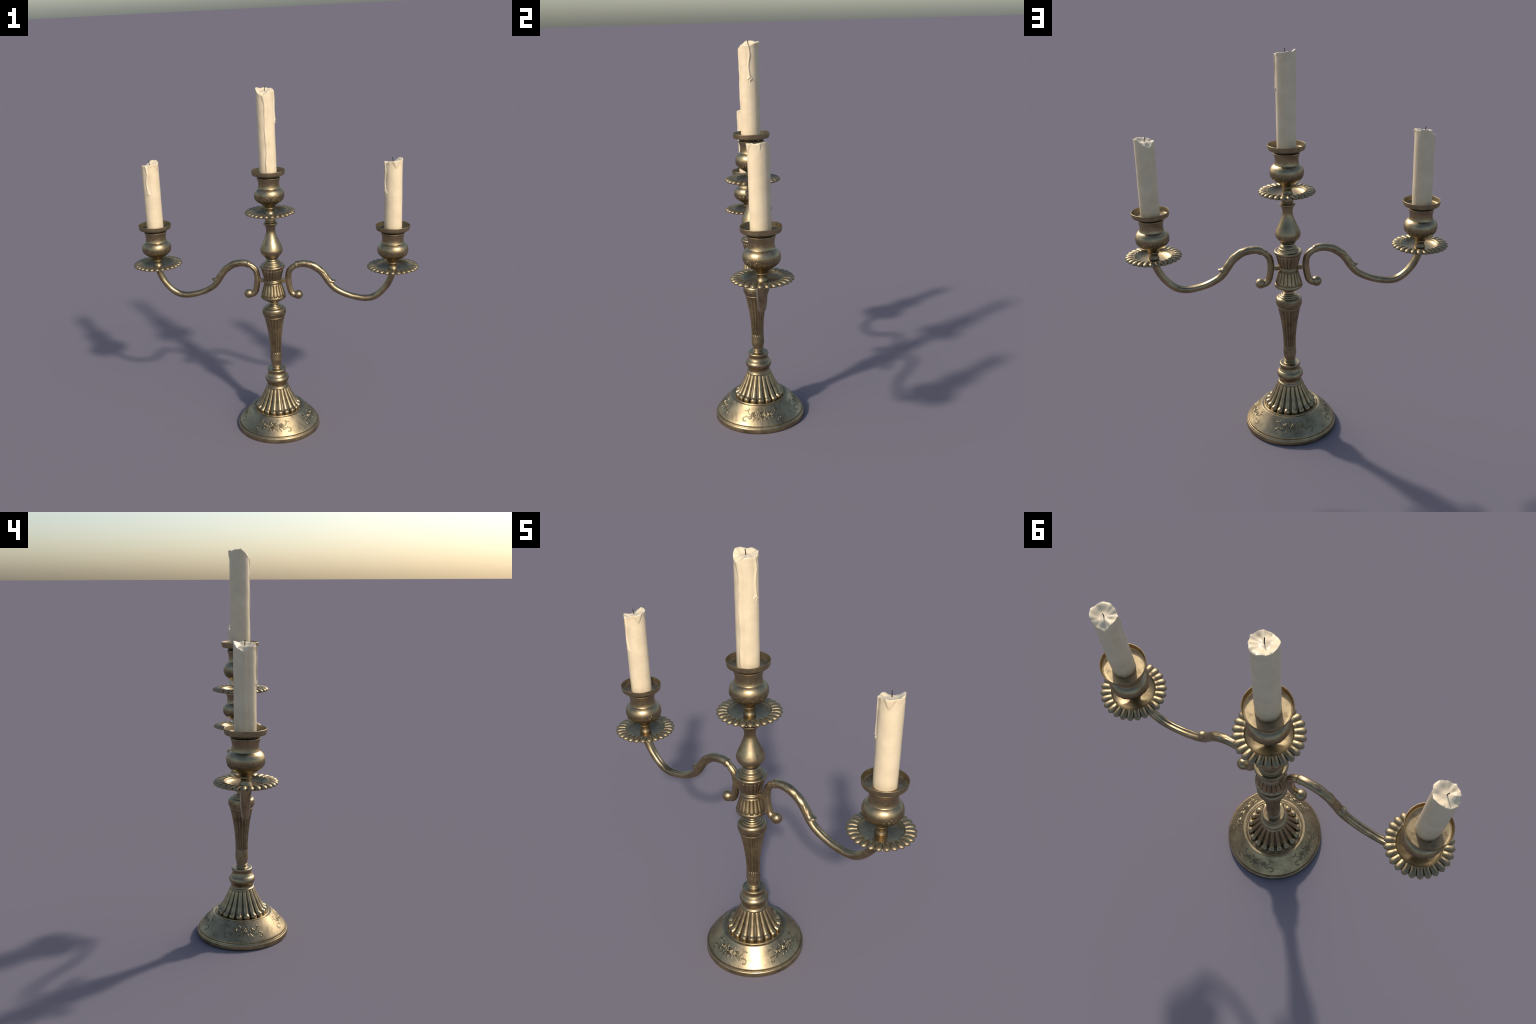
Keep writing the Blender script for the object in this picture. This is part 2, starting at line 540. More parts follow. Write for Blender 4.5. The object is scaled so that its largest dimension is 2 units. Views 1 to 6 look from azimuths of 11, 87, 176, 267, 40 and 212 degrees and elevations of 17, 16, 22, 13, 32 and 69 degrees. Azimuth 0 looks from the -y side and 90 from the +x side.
def knob_relief():
    a = np.arange(0, 720) / 720 * TAU
    v = np.arange(-0.0120, 0.0121, 0.0006)
    A, Vv = np.meshgrid(a, v)
    r0 = 0.0675
    R = Relief(A * r0, Vv)
    H = 0.0020
    for k in range(6):
        for off in ((-TAU, 0) if k == 0 else (0,)):
            u = (TAU * k / 6 + (TAU if off else 0)) * r0
            R.leaf(u, 0.006, u, -0.009, 0.0045, H)
            R.leaf(u - 0.007, 0.004, u - 0.001, -0.008, 0.0020, H)
            R.leaf(u + 0.007, 0.004, u + 0.001, -0.008, 0.0020, H)
        u = TAU * (k + 0.5) / 6 * r0
        R.leaf(u - 0.016, -0.003, u - 0.004, -0.003, 0.0022, H * 0.8)
        R.leaf(u + 0.016, -0.003, u + 0.004, -0.003, 0.0022, H * 0.8)
        R.leaf(u, 0.003, u, -0.008, 0.0025, H * 0.8)
    zz = 0.7180 + v
    rr = np.interp(zz, [0.7010, 0.7090, 0.7180, 0.7300], [0.0620, 0.0660, 0.0680, 0.0683])
    nz = np.interp(zz, [0.701, 0.712, 0.722], [-0.5, -0.25, 0])
    nr = np.sqrt(1 - nz ** 2)
    pos = np.stack([rr[:, None] * np.sin(A), -rr[:, None] * np.cos(A), zz[:, None] + 0 * A], -1)
    nrm = np.stack([nr[:, None] * np.sin(A), -nr[:, None] * np.cos(A), nz[:, None] + 0 * A], -1)
    R.mesh("lozenge_relief", pos, nrm, BRASS_CHASED, knob, closed_u=True, sink=0.0006)


knob_relief()

# --- spool: two gadrooned cones meeting at a waist ring; carries the arms


def gadroons(th, z, z_lo, z_hi, cap_lo, cap_hi, depth, n=18):
    """Convex ridges with rounded ends; -depth in the grooves."""
    p = 2 * ((th * n / TAU + 0.5) % 1.0 - 0.5) / 0.96
    e = max(0.0, (z_lo + cap_lo - z) / cap_lo, (z - (z_hi - cap_hi)) / cap_hi)
    d2 = p * p + e * e
    return depth * (np.sqrt(np.clip(1 - d2, 0, 1)) - 1)


def spool_disp(th, r, z, k):
    if r < 0.045:
        return 0 * th
    if 0.9215 < z < 0.9850:
        return gadroons(th, z, 0.9215, 0.9850, 0.0015, 0.010, 0.0050)
    if 0.8245 < z < 0.8930:
        return gadroons(th, z, 0.8245, 0.8930, 0.011, 0.0015, 0.0058)
    return 0 * th


lathe("gadrooned_spool", [
    [(0, 0.7850), (0.0300, 0.7850)],
    [(0.0300, 0.7850), (0.0370, 0.7880), (0.0400, 0.7905)],
    [(0.0400, 0.7905), (0.0520, 0.7975), (0.0640, 0.8050), (0.0710, 0.8115), (0.0727, 0.8170), (0.0718, 0.8220)],
    [(0.0718, 0.8220), (0.0710, 0.8240), (0.0670, 0.8380), (0.0600, 0.8620), (0.0535, 0.8850), (0.0512, 0.8940)],
    [(0.0512, 0.8940), (0.0470, 0.8960)],
    [(0.0470, 0.8960), (0.0475, 0.8985)],
    [(0.0475, 0.8985), (0.0500, 0.9000), (0.0508, 0.9055), (0.0500, 0.9110), (0.0480, 0.9125)],
    [(0.0480, 0.9125), (0.0478, 0.9150)],
    [(0.0478, 0.9150), (0.0502, 0.9165), (0.0502, 0.9190), (0.0488, 0.9205)],
    [(0.0488, 0.9205), (0.0500, 0.9230), (0.0535, 0.9380), (0.0590, 0.9600), (0.0650, 0.9830), (0.0660, 0.9870)],
    [(0.0660, 0.9870), (0.0672, 0.9885)],
    [(0.0672, 0.9885), (0.0712, 0.9925), (0.0722, 0.9980), (0.0700, 1.0035), (0.0650, 1.0060), (0.0610, 1.0055)],
    [(0.0610, 1.0055), (0.0570, 1.0045), (0.0530, 1.0050)],
    [(0.0530, 1.0050), (0.0520, 1.0085), (0.0512, 1.0120)],
    [(0.0512, 1.0120), (0.0495, 1.0130)],
    [(0.0495, 1.0130), (0.0498, 1.0170), (0.0475, 1.0210), (0.0440, 1.0225)],
    [(0.0440, 1.0225), (0.0425, 1.0225)],
    [(0.0425, 1.0225), (0.0418, 1.0275), (0.0385, 1.0325), (0.0330, 1.0375), (0.0310, 1.0420), (0.0312, 1.0460)],
    [(0.0312, 1.0460), (0, 1.0460)],
], BRASS, root, seg=432, step=0.0035)
# (re-run with displacement: gadroons need the dense mesh above)
sp = bpy.data.objects["gadrooned_spool"]


def displace_spool(ob):
    me = ob.data
    co = np.empty(len(me.vertices) * 3)
    me.vertices.foreach_get("co", co)
    co = co.reshape(-1, 3)
    r = np.hypot(co[:, 0], co[:, 1])
    th = np.arctan2(co[:, 0], -co[:, 1]) % TAU
    for z in np.unique(np.round(co[:, 2], 6)):
        m = np.abs(co[:, 2] - z) < 1e-6
        rr = r[m].max()
        mm = m & (r > 0.045)
        if not mm.any():
            continue
        d = spool_disp(th[mm], rr, z, 0)
        k = (r[mm] + d * 0.95) / r[mm]
        co[mm, 0] *= k
        co[mm, 1] *= k
    me.vertices.foreach_set("co", co.ravel())
    me.update()
    me.set_sharp_from_angle(angle=math.radians(60))


displace_spool(sp)

# --- pear-shaped baluster carrying the middle cup
lathe("baluster", [
    [(0, 1.0560), (0.0385, 1.0560)],
    [(0.0385, 1.0560), (0.0440, 1.0590), (0.0520, 1.0665), (0.0585, 1.0745), (0.0632, 1.0870), (0.0638, 1.0970), (0.0600, 1.1120),
     (0.0535, 1.1280), (0.0450, 1.1470), (0.0370, 1.1660), (0.0310, 1.1820), (0.0270, 1.1970), (0.0259, 1.2080),
     (0.0268, 1.2200), (0.0305, 1.2340), (0.0345, 1.2405)],
    [(0.0345, 1.2405), (0.0385, 1.2430), (0.0403, 1.2475), (0.0390, 1.2520), (0.0350, 1.2545)],
    [(0.0350, 1.2545), (0.0290, 1.2550)],
    [(0.0290, 1.2550), (0.0285, 1.2595)],
    [(0.0285, 1.2595), (0.0312, 1.2610), (0.0312, 1.2635), (0.0290, 1.2650)],
    [(0.0290, 1.2650), (0.0305, 1.2700), (0.0290, 1.2760), (0.0300, 1.2840)],
    [(0.0300, 1.2840), (0, 1.2840)],
], BRASS, root, seg=96, step=0.003)

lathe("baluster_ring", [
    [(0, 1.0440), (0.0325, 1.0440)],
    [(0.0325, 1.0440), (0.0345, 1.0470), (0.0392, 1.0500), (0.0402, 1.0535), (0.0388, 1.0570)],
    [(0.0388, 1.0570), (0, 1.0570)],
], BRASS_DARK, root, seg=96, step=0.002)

# --- cup, drip tray and wax pan (built round the axis at the middle position)
N_PETAL = 26


def build_tray(parent):
    tray = lathe("drip_tray", [
        [(0, 1.2820), (0.0320, 1.2820)],
        [(0.0320, 1.2820), (0.0550, 1.2890), (0.0780, 1.2960), (0.0920, 1.3045), (0.0980, 1.3070)],
        [(0.0980, 1.3070), (0.1280, 1.3070)],
        [(0.1280, 1.3070), (0.1280, 1.3105)],
        [(0.1280, 1.3105), (0.1000, 1.3180), (0.0960, 1.3200)],
        [(0.0960, 1.3200), (0.0935, 1.3175), (0.0895, 1.3110), (0.0790, 1.3035), (0.0580, 1.2975), (0.0320, 1.2950), (0.0200, 1.2950)],
        [(0.0200, 1.2950), (0, 1.2950)],
    ], BRASS, parent, seg=96, step=0.004)
    # one petal: a plump almond with a blunt, slightly pointed outer end
    V, F, rows = [], [], []
    ns, nphi = 26, 24
    for i in range(ns + 1):
        s = math.sin(0.5 * math.pi * i / ns) if i > ns // 2 else math.sin(0.25 * math.pi) * i / (ns // 2)
        r = 0.0950 + 0.0466 * s
        half_pitch = math.pi * r / N_PETAL
        q = max(0.0, (s - 0.60) / 0.40)
        wid = half_pitch * 1.0 * (1 - q ** 2.0) ** 0.66 if s < 1 else 0
        body = (0.62 + 0.38 * float(smoothstep(0, 0.45, s))) * (1 - max(0.0, (s - 0.60) / 0.40) ** 2.6) ** 0.5 if s < 1 else 0
        hi, lo = 0.0102 * body, 0.0068 * body
        zc = 1.3158 + 0.0015 * (1 - s) - 0.0030 * s * s
        if s >= 1:
            rows.append([len(V)])
            V.append((0, -r, zc - 0.001))
            continue
        row = []
        for k in range(nphi):
            a = TAU * k / nphi
            ca, sa = math.cos(a), math.sin(a)
            row.append(len(V))
            V.append((wid * sa, -r, zc + (hi if ca > 0 else lo) * ca))
        rows.append(row)
    for a, b in zip(rows[:-1], rows[1:]):
        for k in range(nphi):
            k2 = (k + 1) % nphi
            if len(b) == 1:
                F.append((a[k], b[0], a[k2]))
            else:
                F.append((a[k], b[k], b[k2], a[k2]))
    F.append(rows[0])
    petal = make_object("petal", V, F, BRASS_PETAL, tray, sharp=60)
    for k in range(1, N_PETAL):
        clone(petal, tray, rot_z=-TAU * k / N_PETAL)
    return tray


CUP_PROFILE = [
    [(0, 1.2830), (0.0255, 1.2830)],
    [(0.0255, 1.2830), (0.0245, 1.2930), (0.0262, 1.2985), (0.0278, 1.3030), (0.0262, 1.3080), (0.0232, 1.3160), (0.0222, 1.3240), (0.0232, 1.3310)],
    [(0.0232, 1.3310), (0.0266, 1.3325), (0.0272, 1.3360), (0.0262, 1.3395)],
    [(0.0262, 1.3395), (0.0278, 1.3440), (0.0345, 1.3530), (0.0470, 1.3620), (0.0620, 1.3720), (0.0735, 1.3830), (0.0810, 1.3970), (0.0840, 1.4110),
     (0.0828, 1.4240), (0.0775, 1.4370), (0.0690, 1.4465), (0.0612, 1.4515)],
    [(0.0612, 1.4515), (0.0605, 1.4535)],
    [(0.0605, 1.4535), (0.0585, 1.4620), (0.0578, 1.4730), (0.0590, 1.4860), (0.0625, 1.4990), (0.0652, 1.5050)],
    [(0.0652, 1.5050), (0.0658, 1.5080), (0.0640, 1.5110)],
    [(0.0640, 1.5110), (0.0600, 1.5105)],
    [(0.0600, 1.5105), (0, 1.5105)],
]
PAN_PROFILE = [
    [(0, 1.5095), (0.0585, 1.5095)],
    [(0.0585, 1.5095), (0.0580, 1.5125)],
    [(0.0580, 1.5125), (0.0605, 1.5140), (0.0605, 1.5165), (0.0585, 1.5180)],
    [(0.0585, 1.5180), (0.0590, 1.5200)],
    [(0.0590, 1.5200), (0.0885, 1.5255)],
    [(0.0885, 1.5255), (0.0905, 1.5290)],
    [(0.0905, 1.5290), (0.0936, 1.5505)],
    [(0.0936, 1.5505), (0.0912, 1.5510)],
    [(0.0912, 1.5510), (0.0876, 1.5320), (0.0862, 1.5272)],
    [(0.0862, 1.5272), (0.0845, 1.5275)],
    [(0.0845, 1.5275), (0.0830, 1.5255), (0.0500, 1.5245)],
    [(0.0500, 1.5245), (0, 1.5245)],
]


def cup_flowers(parent):
    """Garland of roses and leaves round the belly of the cup."""
    rng = random.Random(21)
    belly = np.array(catmull([(0.0470, 1.3620), (0.0620, 1.3720), (0.0735, 1.3830), (0.0810, 1.3970), (0.0840, 1.4110),
                              (0.0828, 1.4240), (0.0775, 1.4370)], 0.0008))
    sl = np.r_[0, np.cumsum(np.linalg.norm(np.diff(belly, axis=0), axis=1))]
    v = np.arange(-0.030, 0.0280, 0.00065)
    k0 = np.interp(1.3970, belly[:, 1], sl)
    a = np.arange(0, 960) / 960 * TAU
    A, Vv = np.meshgrid(a, v)
    r0 = 0.081
    R = Relief(A * r0, Vv)
    H = 0.0019
    per = TAU * r0

    def wrap(fn, u, *args):
        for o in (-per, 0, per):
            if -0.04 < u + o < per + 0.04:
                fn(u + o, *args)
    for k in range(5):
        u0 = per * (k + 0.5) / 5
        wrap(lambda u: R.leaf(u + 0.004, 0.004, u + 0.010, 0.019, 0.0044, H), u0)
        wrap(lambda u: R.leaf(u - 0.008, 0.003, u - 0.015, 0.015, 0.0036, H), u0)
        wrap(lambda u: R.leaf(u, -0.012, u - 0.002, -0.028, 0.0042, H), u0)
        for s in (-1, 1):
            wrap(lambda u: R.leaf(u + s * 0.012, -0.010, u + s * 0.022, -0.022, 0.0038, H), u0)
            wrap(lambda u: R.rose(u + s * 0.0235, -0.004, 0.0092, H, 0.7 * s), u0)
            wrap(lambda u: R.leaf(u + s * 0.024, 0.002, u + s * 0.033, 0.010, 0.0030, H), u0)
            wrap(lambda u: R.stroke([(u + s * 0.030, -0.008), (u + s * 0.038, -0.014), (u + s * 0.046, -0.010), (u + s * 0.048, -0.003)], 0.0016, H * 0.8), u0)
        wrap(lambda u: R.rose(u, -0.002, 0.0125, H * 1.1, 0.3), u0)
    for k in range(190):                      # small sprigs filling the garland
        u0, v0 = rng.uniform(0, per), rng.uniform(-0.027, 0.011)
        ang, ln = rng.uniform(0, TAU), rng.uniform(0.005, 0.010)
        wrap(lambda u: R.leaf(u, v0, u + ln * math.cos(ang), v0 + ln * math.sin(ang), rng.uniform(0.0018, 0.0030), H * 0.75), u0)
    rr = np.interp(k0 + v, sl, belly[:, 0])
    zz = np.interp(k0 + v, sl, belly[:, 1])
    tr, tz = np.gradient(rr), np.gradient(zz)
    ln = np.hypot(tr, tz)
    nr, nz = tz / ln, -tr / ln
    pos = np.stack([rr[:, None] * np.sin(A), -rr[:, None] * np.cos(A), zz[:, None] + 0 * A], -1)
    nrm = np.stack([nr[:, None] * np.sin(A), -nr[:, None] * np.cos(A), nz[:, None] + 0 * A], -1)
    return R.mesh("floral_garland", pos, nrm, BRASS_CHASED, parent, closed_u=True, sink=0.0004)


def assemble_cup(parts, loc, turn):
    tray0, cup0, pan0, gar0, lip0 = parts
    tray = clone(tray0, root, loc)
    for p in [c for c in tray0.children]:
        clone(p, tray)
    cup = clone(cup0, root, loc)
    clone(pan0, cup)
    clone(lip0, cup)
    clone(gar0, cup, rot_z=turn)
    return tray, cup


tray = build_tray(root)
cup = lathe("candle_cup", CUP_PROFILE, BRASS, root, seg=96, step=0.0035)
dark_lip_ring = lathe("dark_lip_ring", [  # near-black ring round the pan neck, just under the pan
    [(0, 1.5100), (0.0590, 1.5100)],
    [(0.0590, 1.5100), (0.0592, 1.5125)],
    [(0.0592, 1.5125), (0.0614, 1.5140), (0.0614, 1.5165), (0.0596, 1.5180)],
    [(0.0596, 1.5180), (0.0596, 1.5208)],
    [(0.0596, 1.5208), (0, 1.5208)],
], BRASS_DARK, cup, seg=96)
pan = lathe("wax_pan", PAN_PROFILE, BRASS_DULL, cup, seg=96, step=0.004)
garland = cup_flowers(cup)
garland.rotation_euler = (0, 0, math.radians(8 - 36))
for sx, turn in ((1, 50), (-1, 68)):
    assemble_cup((tray, cup, pan, garland, dark_lip_ring), (sx * SIDE_X, 0, -CUP_DROP), math.radians(turn - 36))

# --- arms: an S-scroll with a ball end, a collar and an acanthus leaf
ARM = [(0.1330, 0.8240), (0.1180, 0.8285), (0.1055, 0.8400), (0.0975, 0.8640), (0.0915, 0.8940), (0.0892, 0.9295), (0.0962, 0.9680), (0.1115, 0.9880),
       (0.1290, 1.0005), (0.1460, 1.0080), (0.1680, 1.0115), (0.1910, 1.0105), (0.2120, 1.0065), (0.2325, 0.9990), (0.2560, 0.9845), (0.2780, 0.9660),
       (0.3030, 0.9330), (0.3235, 0.9015), (0.3500, 0.8725), (0.3960, 0.8450), (0.4300, 0.8310), (0.4700, 0.8205), (0.5160, 0.8142),
       (0.5625, 0.8220), (0.6030, 0.8500), (0.6370, 0.8895), (0.6570, 0.9245), (0.6680, 0.9530), (0.6735, 0.9750)]
arm_path = np.array(catmull(ARM, 0.004))
arm_s = np.r_[0, np.cumsum(np.linalg.norm(np.diff(arm_path, axis=0), axis=1))]
arm_tan = np.gradient(arm_path, axis=0)
for _ in range(3):
    arm_tan[1:-1] = (arm_tan[:-2] + 2 * arm_tan[1:-1] + arm_tan[2:]) / 4
arm_tan /= np.linalg.norm(arm_tan, axis=1)[:, None]


def s_at(x, z):
    return arm_s[np.argmin((arm_path[:, 0] - x) ** 2 + (arm_path[:, 1] - z) ** 2)]


S_COLLAR = s_at(0.1400, 1.0055)
S_TIP = s_at(0.3270, 0.8965)
S_LOW = s_at(0.5160, 0.8142)
S_END = arm_s[-1]


def arm_radius(s):
    """(in-plane radius, sideways radius) of the bar."""
    ri = np.interp(s, [0, 0.05, S_COLLAR - 0.02, S_COLLAR + 0.01, S_COLLAR + 0.12, S_TIP - 0.03, S_TIP + 0.02, S_LOW - 0.08, S_LOW, S_LOW + 0.06, S_END],
                   [0.0180, 0.0172, 0.0162, 0.0182, 0.0195, 0.0190, 0.0188, 0.0180, 0.0184, 0.0200, 0.0182])
    ry = np.interp(s, [0, 0.05, S_COLLAR, S_TIP, S_LOW, S_LOW + 0.10, S_END - 0.03, S_END],
                   [0.0180, 0.0172, 0.0175, 0.0195, 0.0182, 0.0195, 0.0225, 0.0262])
    return ri, ry


def arm_point(s, phi, extra=0.0, lift=0.0):
    """Point on the bar; phi = 0 is the upper/outer side, turning towards +y."""
    x = np.interp(s, arm_s, arm_path[:, 0])
    z = np.interp(s, arm_s, arm_path[:, 1])
    tx = np.interp(s, arm_s, arm_tan[:, 0])
    tz = np.interp(s, arm_s, arm_tan[:, 1])
    ln = math.hypot(tx, tz)
    nx, nz = -tz / ln, tx / ln
    ri, ry = arm_radius(s)
    ri, ry = ri + extra, ry + extra
    # collar where the leaf springs
    b = 0.0030 * math.exp(-((s - S_COLLAR) / 0.0055) ** 2) - 0.0012 * math.exp(-((s - S_COLLAR + 0.012) / 0.004) ** 2)
    # fine lengthwise reeding on the hook
    reed_amp = 0.0007 * (1 - smoothstep(S_COLLAR - 0.02, S_COLLAR - 0.008, s)) * smoothstep(0.03, 0.05, s)
    dent = 0.00018 * (math.sin(s * 61 + 2 * phi) + math.sin(s * 97 - 3 * phi + 1.0)) * smoothstep(0.04, 0.08, s)
    f = b + dent + reed_amp * math.cos(12 * phi)
    # shallow trough along the top of the outer half
    tr = 0.0062 * smoothstep(S_TIP - 0.01, S_TIP + 0.05, s) * (1 - smoothstep(S_END - 0.13, S_END - 0.03, s))
    d = (phi + math.pi) % TAU - math.pi
    f -= tr * math.exp(-(d / 0.42) ** 2)
    up = (ri + f) * math.cos(phi) + lift
    return (x + nx * up, (ry + f) * math.sin(phi), z + nz * up)


def build_arm():
    V, F, rows = [], [], []
    nphi = 72
    ss = np.arange(0, S_END, 0.0035)
    ss = np.r_[ss, S_END]
    for s in ss:
        row = []
        for k in range(nphi):
            row.append(len(V))
            V.append(arm_point(s, TAU * k / nphi))
        rows.append(row)
    for a, b in zip(rows[:-1], rows[1:]):
        for k in range(nphi):
            k2 = (k + 1) % nphi
            F.append((a[k], a[k2], b[k2], b[k]))
    F.append(rows[0][::-1])
    F.append(rows[-1])
    return make_object("arm", V, F, BRASS, root, sharp=60)


def build_leaf(parent):
    """Acanthus leaf lying on the arm: lobed edges, sunk midrib, tip curling free."""
    V, F, rows = [], [], []
    n, m = 110, 40
    s0, s1 = S_COLLAR + 0.003, S_TIP + 0.004
    for i in range(n + 1):
        t = i / n
        s = s0 + (s1 - s0) * t
        lobes = 0.16 * abs(math.sin(math.pi * (t * 4.2 + 0.1))) ** 0.7
        half = (1.42 - 0.55 * smoothstep(0.3, 0.92, t) + lobes * (1 - smoothstep(0.85, 1, t)))
        half = float(half) * (1.0 + 0.42 * float(smoothstep(0.84, 0.93, t)))
        tip = float(smoothstep(0.86, 1.0, t))
        close = math.sqrt(max(0.0, 1 - max(0.0, (t - 0.945) / 0.055) ** 2))       # rounded end
        half = max(half * close, 0.04)
        row = []
        for k in range(m + 1):
            q = 2 * k / m - 1
            phi = q * half
            vein = 0.00035 * math.cos(TAU * (t * 5.5 - abs(q) * 1.6)) * (1 - tip) * float(smoothstep(0.15, 0.3, t))
            h = 0.0030 * (1 - q ** 6) + vein - 0.0008 * math.exp(-(q / 0.14) ** 2) * (1 - tip)
            h += 0.0012 * abs(math.sin(math.pi * (t * 4.2 + 0.1))) ** 0.7 * (1 - tip)
            h += 0.0030 * tip
            lift = 0.0125 * tip ** 1.4 * (1 - 0.30 * q * q)
            row.append(len(V))
            V.append(arm_point(s, phi, h, lift))
        for k in range(m, -1, -1):
            q = 2 * k / m - 1
            phi = q * half
            lift = 0.0125 * tip ** 1.4 * (1 - 0.30 * q * q)
            row.append(len(V))
            V.append(arm_point(s, phi, -0.003, lift * 0.45))
        rows.append(row)
    w = len(rows[0])
    for a, b in zip(rows[:-1], rows[1:]):
        for k in range(w):
            k2 = (k + 1) % w
            F.append((a[k], a[k2], b[k2], b[k]))
    F.append(rows[0][::-1])
    F.append(rows[-1])
    return make_object("leaf", V, F, BRASS, parent, sharp=60)


def build_ball(parent):
    V, F = [], []
    nu, nv = 48, 28
    c = np.array([0.1436, 0, 0.8285])
    R = 0.0266
    rows = []
    for j in range(nv + 1):
        ph = math.pi * j / nv
        row = []
        for i in range(nu):
            la = TAU * i / nu
            d = np.array([math.sin(ph) * math.cos(la), math.cos(ph), math.sin(ph) * math.sin(la)])   # poles on y
            # a shallow scroll line cut into either face
            rad = math.hypot(d[0], d[2])
            ang = math.atan2(d[2], d[0])
            g = math.exp(-((rad - (0.50 + 0.10 * ang)) / 0.07) ** 2) * float(smoothstep(-2.9, -2.2, ang)) * (1 - float(smoothstep(-0.2, 0.6, ang)))
            row.append(len(V))
            V.append(tuple(c + d * np.array([R, R * 0.98, R]) * (1 - 0.05 * g)))
        rows.append(row)
    for a, b in zip(rows[:-1], rows[1:]):
        for i in range(nu):
            F.append((a[i], a[(i + 1) % nu], b[(i + 1) % nu], b[i]))
    return make_object("ball_end", V, F, BRASS, parent, sharp=None)


def build_bar(parent):
    h, w = 0.0102, 0.0095
    b = 0.0012
    sec = [(-w + b, -h), (w - b, -h), (w, -h + b), (w, h - b), (w - b, h), (-w + b, h), (-w, h - b), (-w, -h + b)]
    V = [(x, y, 0.9105 + z) for x in (0.040, 0.088) for (y, z) in sec]
    F = [(k, (k + 1) % 8, 8 + (k + 1) % 8, 8 + k) for k in range(8)] + [tuple(range(7, -1, -1)), tuple(range(8, 16))]
    return make_object("connecting_bar", V, F, BRASS_DULL, parent, sharp=40)


arm = build_arm()
arm_parts = [build_leaf(arm), build_ball(arm), build_bar(arm)]
arm2 = clone(arm, root, rot_z=math.pi)
for p in arm_parts:
    clone(p, arm2)


# ------------------------------------------------------------------ candles
CANDLE_R = 0.0482
# height of the melted rim round the candle: (azimuth in degrees, z)
RIM = [(-40, 1.9700), (-15, 1.9600), (0, 1.9565), (15, 1.9640), (32, 1.9770), (50, 1.9785), (80, 1.9755), (100, 1.9750),
       (120, 1.9825), (145, 1.9865), (170, 1.9865), (192, 1.9915), (215, 1.9860), (240, 1.9920), (262, 1.9950), (287, 1.9930), (305, 1.9800), (320, 1.9700)]


def ang_dist(a, b):
    return (a - b + 180) % 360 - 180


def side_offset(az, z, rim):
    """Bumps on the candle's side: wax runs, a blob, an apron below the rim (metres)."""
    h = 0.0004 * math.sin(az * math.pi / 180 * 3 + z * 40) - 0.0006 * math.exp(-(ang_dist(az, 214) / 5) ** 2) - 0.0008 * math.exp(-(ang_dist(az, 40) / 6) ** 2)
    # long run: from the notch in the rim down to the pan, with a crevice along its left side
    c = 4 + 2.2 * math.sin(z * 31) + 1.2 * math.sin(z * 77)
    d = ang_dist(az, c)
    top = float(smoothstep(1.91, 1.95, z))
    w = (5.5 if d < 0 else 9.0) + 1.5 * math.sin(z * 45) + 7 * top
    h += (0.0042 + 0.0018 * top) * math.exp(-abs(d / w) ** 2.4) * (0.80 + 0.20 * math.sin(z * 63) * math.sin(z * 23))
    crack = float(smoothstep(1.60, 1.66, z)) * (1 - float(smoothstep(1.84, 1.88, z)))
    h -= 0.0095 * crack * math.exp(-(ang_dist(az, c - 8.5) / 2.3) ** 2)
    for pa, pz, pw, ph in ((-19, 1.920, 6, 0.012), (-12, 1.893, 4, 0.008), (22, 1.925, 5, 0.010)):
        h -= 0.0045 * math.exp(-(ang_dist(az, pa) / pw) ** 2 - ((z - pz) / ph) ** 2)
    # shorter run with a spreading blob at its end
    if z > 1.795:
        c = float(np.interp(z, [1.80, 1.825, 1.85, 1.875, 1.90, 1.93, 1.955, 1.98], [90, 90, 86, 83, 86, 92, 89, 83]))
        d = ang_dist(az, c)
        fade = float(smoothstep(1.812, 1.830, z))
        h += 0.0048 * math.exp(-(d / 5.2) ** 2) * fade
    for (ba, bz, bw, bh, hh) in ((89, 1.823, 8, 0.012, 0.0062), (98, 1.815, 6, 0.008, 0.0054), (80, 1.816, 5, 0.007, 0.0048), (91, 1.808, 4, 0.009, 0.0050)):
        b = bh if z > bz else bh * 0.6
        h = max(h, hh * math.exp(-(ang_dist(az, ba) / bw) ** 2 - ((z - bz) / b) ** 2))
    # apron of wax folded over the rim
    t = (rim - z) / 0.040
    if 0 <= t < 1.2:
        half = 24 * (1 - t) + 2
        d = abs(ang_dist(az, 165))
        h += 0.0048 * float(1 - smoothstep(half * 0.45, half * 1.35 + 3, d)) * float(1 - smoothstep(0.5, 1.15, t))
    # small runs
    for (ra, rl, hh) in ((238, 0.030, 0.0022), (120, 0.016, 0.0014)):
        t = (rim - z) / rl
        if 0 <= t < 1.2:
            h += hh * math.exp(-(ang_dist(az, ra) / (7 * (1.2 - t) + 1)) ** 2) * float(1 - smoothstep(0.8, 1.15, t))
    # gentle hollow just under the melted edge
    h -= 0.0008 * math.exp(-((rim - z - 0.02) / 0.012) ** 2)
    return h


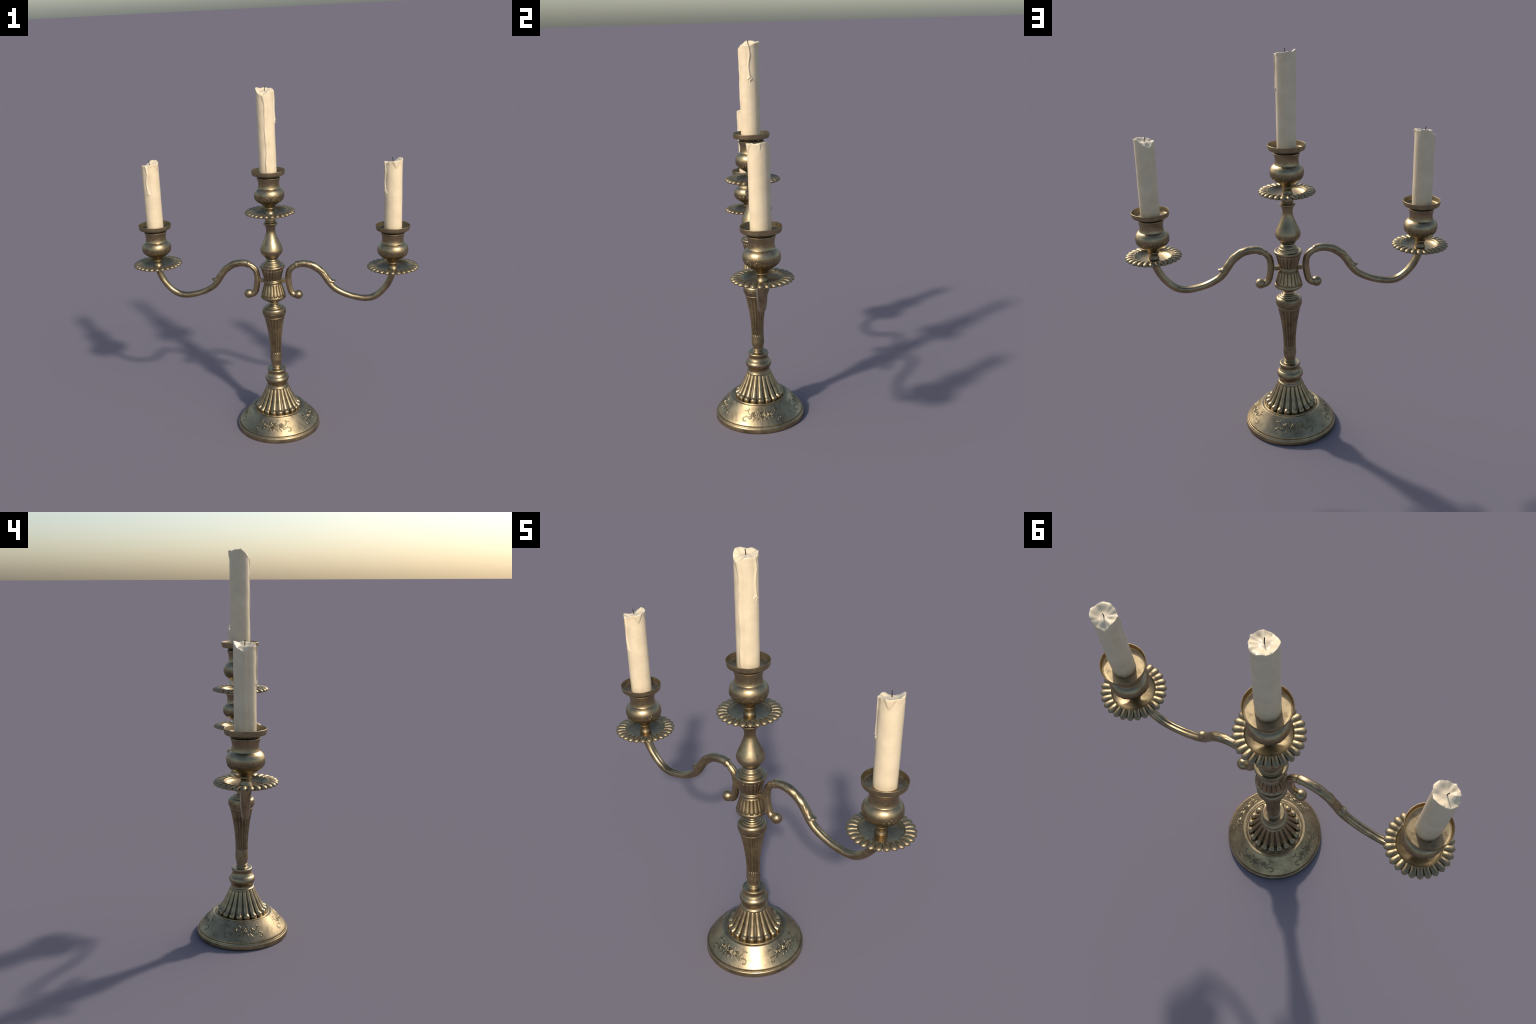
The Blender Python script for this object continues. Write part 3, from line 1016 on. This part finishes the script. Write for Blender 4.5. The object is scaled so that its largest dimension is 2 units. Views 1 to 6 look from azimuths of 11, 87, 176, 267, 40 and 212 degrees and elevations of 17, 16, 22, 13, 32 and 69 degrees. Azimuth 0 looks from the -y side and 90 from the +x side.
def build_candle():
    nth, nz = 480, 190
    z0 = 1.52
    az = np.arange(nth) / nth * 360
    ra = np.array([p[0] for p in RIM])
    rz = np.array([p[1] for p in RIM])
    rim = np.interp(az, np.r_[ra, ra[0] + 360], np.r_[rz, rz[0]], period=None)
    rim = np.interp((az + 40) % 360 - 40, np.r_[ra, ra[0] + 360], np.r_[rz, rz[0]])
    # chipped edge
    rim = rim + 0.0012 * np.sin(np.radians(az) * 7 + 0.7) * np.sin(np.radians(az) * 4) + 0.0004 * np.sin(np.radians(az) * 13 + 1)
    for _ in range(4):
        rim = (np.roll(rim, 1) + 2 * rim + np.roll(rim, -1)) / 4
    V, rows = [(0, 0, z0)], [[0]]
    for j in range(nz + 1):
        row = []
        for i in range(nth):
            t = j / nz
            z = z0 + (rim[i] - z0) * t
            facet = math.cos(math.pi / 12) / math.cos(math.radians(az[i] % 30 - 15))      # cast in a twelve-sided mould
            r = CANDLE_R * (0.88 + 0.12 * facet) * (1.002 - 0.012 * (1 - t)) + side_offset(az[i], z, rim[i]) * (1 if z > 1.535 else 0.6)
            r -= 0.0012 * max(0.0, 1 - (rim[i] - z) / 0.003) ** 2                  # rounded lip
            a = math.radians(az[i])
            row.append(len(V))
            V.append((r * math.sin(a), -r * math.cos(a), z))
        rows.append(row)
    # the hollowed top around the wick
    wick_z = 1.9755
    nd = 16
    for j in range(1, nd):
        q = 1 - j / nd
        row = []
        for i in range(nth):
            a = math.radians(az[i])
            f = float(smoothstep(0.30, 0.97, q)) ** 1.15
            z = wick_z + (rim[i] - wick_z) * f
            # melted folds
            z += 0.0011 * q * (1 - q) * 4 * math.sin(2 * a + 1.3) - 0.0014 * q * (1 - q) * 4
            z -= 0.0045 * math.exp(-(ang_dist(az[i], 62) / 14) ** 2) * math.exp(-((q - 0.62) / 0.22) ** 2)
            r = (CANDLE_R - 0.0014) * q
            row.append(len(V))
            V.append((r * math.sin(a), -r * math.cos(a), z))
        rows.append(row)
    rows.append([len(V)])
    V.append((0, 0, wick_z))
    F = []
    for a, b in zip(rows[:-1], rows[1:]):
        for i in range(nth):
            i2 = (i + 1) % nth
            if len(a) == 1:
                F.append((a[0], b[i2], b[i]))
            elif len(b) == 1:
                F.append((a[i], a[i2], b[0]))
            else:
                F.append((a[i], a[i2], b[i2], b[i]))
    # the candle leans a touch
    V = [(x - 0.82 * ln, y + 0.57 * ln, z) for (x, y, z) in V for ln in (0.0008 + 0.0011 * (z - 1.53) / 0.46,)]
    ob = make_object("candle", V, F, WAX, None, sharp=70)
    ob["label"] = "cream wax candle with melted rim and wax runs"
    ob["category"] = "candle"
    # wick: a thin charred cord, slightly bent
    path = catmull([(0, 0.0002, 1.9700), (-0.0004, -0.0002, 1.9790), (0.0001, -0.0022, 1.9900), (0.0006, -0.0042, 1.9998)], 0.002)
    V, F, rows = [], [], []
    for i, p in enumerate(path):
        r = 0.0020 if i < len(path) - 1 else 0.0015
        if i == 2:
            r = 0.0026
        row = []
        for k in range(10):
            a = TAU * k / 10
            row.append(len(V))
            V.append((p[0] + r * math.cos(a), p[1] + r * math.sin(a), p[2]))
        rows.append(row)
    for a, b in zip(rows[:-1], rows[1:]):
        for k in range(10):
            F.append((a[k], a[(k + 1) % 10], b[(k + 1) % 10], b[k]))
    F.append(rows[0][::-1])
    F.append(rows[-1])
    make_object("wick", V, F, WICK, ob, sharp=60)
    return ob


candle = build_candle()
wick = candle.children[0]
for sx, turn in ((-1, -97), (1, 215)):
    c = clone(candle, None, (sx * SIDE_X, 0, -CANDLE_DROP), math.radians(turn))
    clone(wick, c)
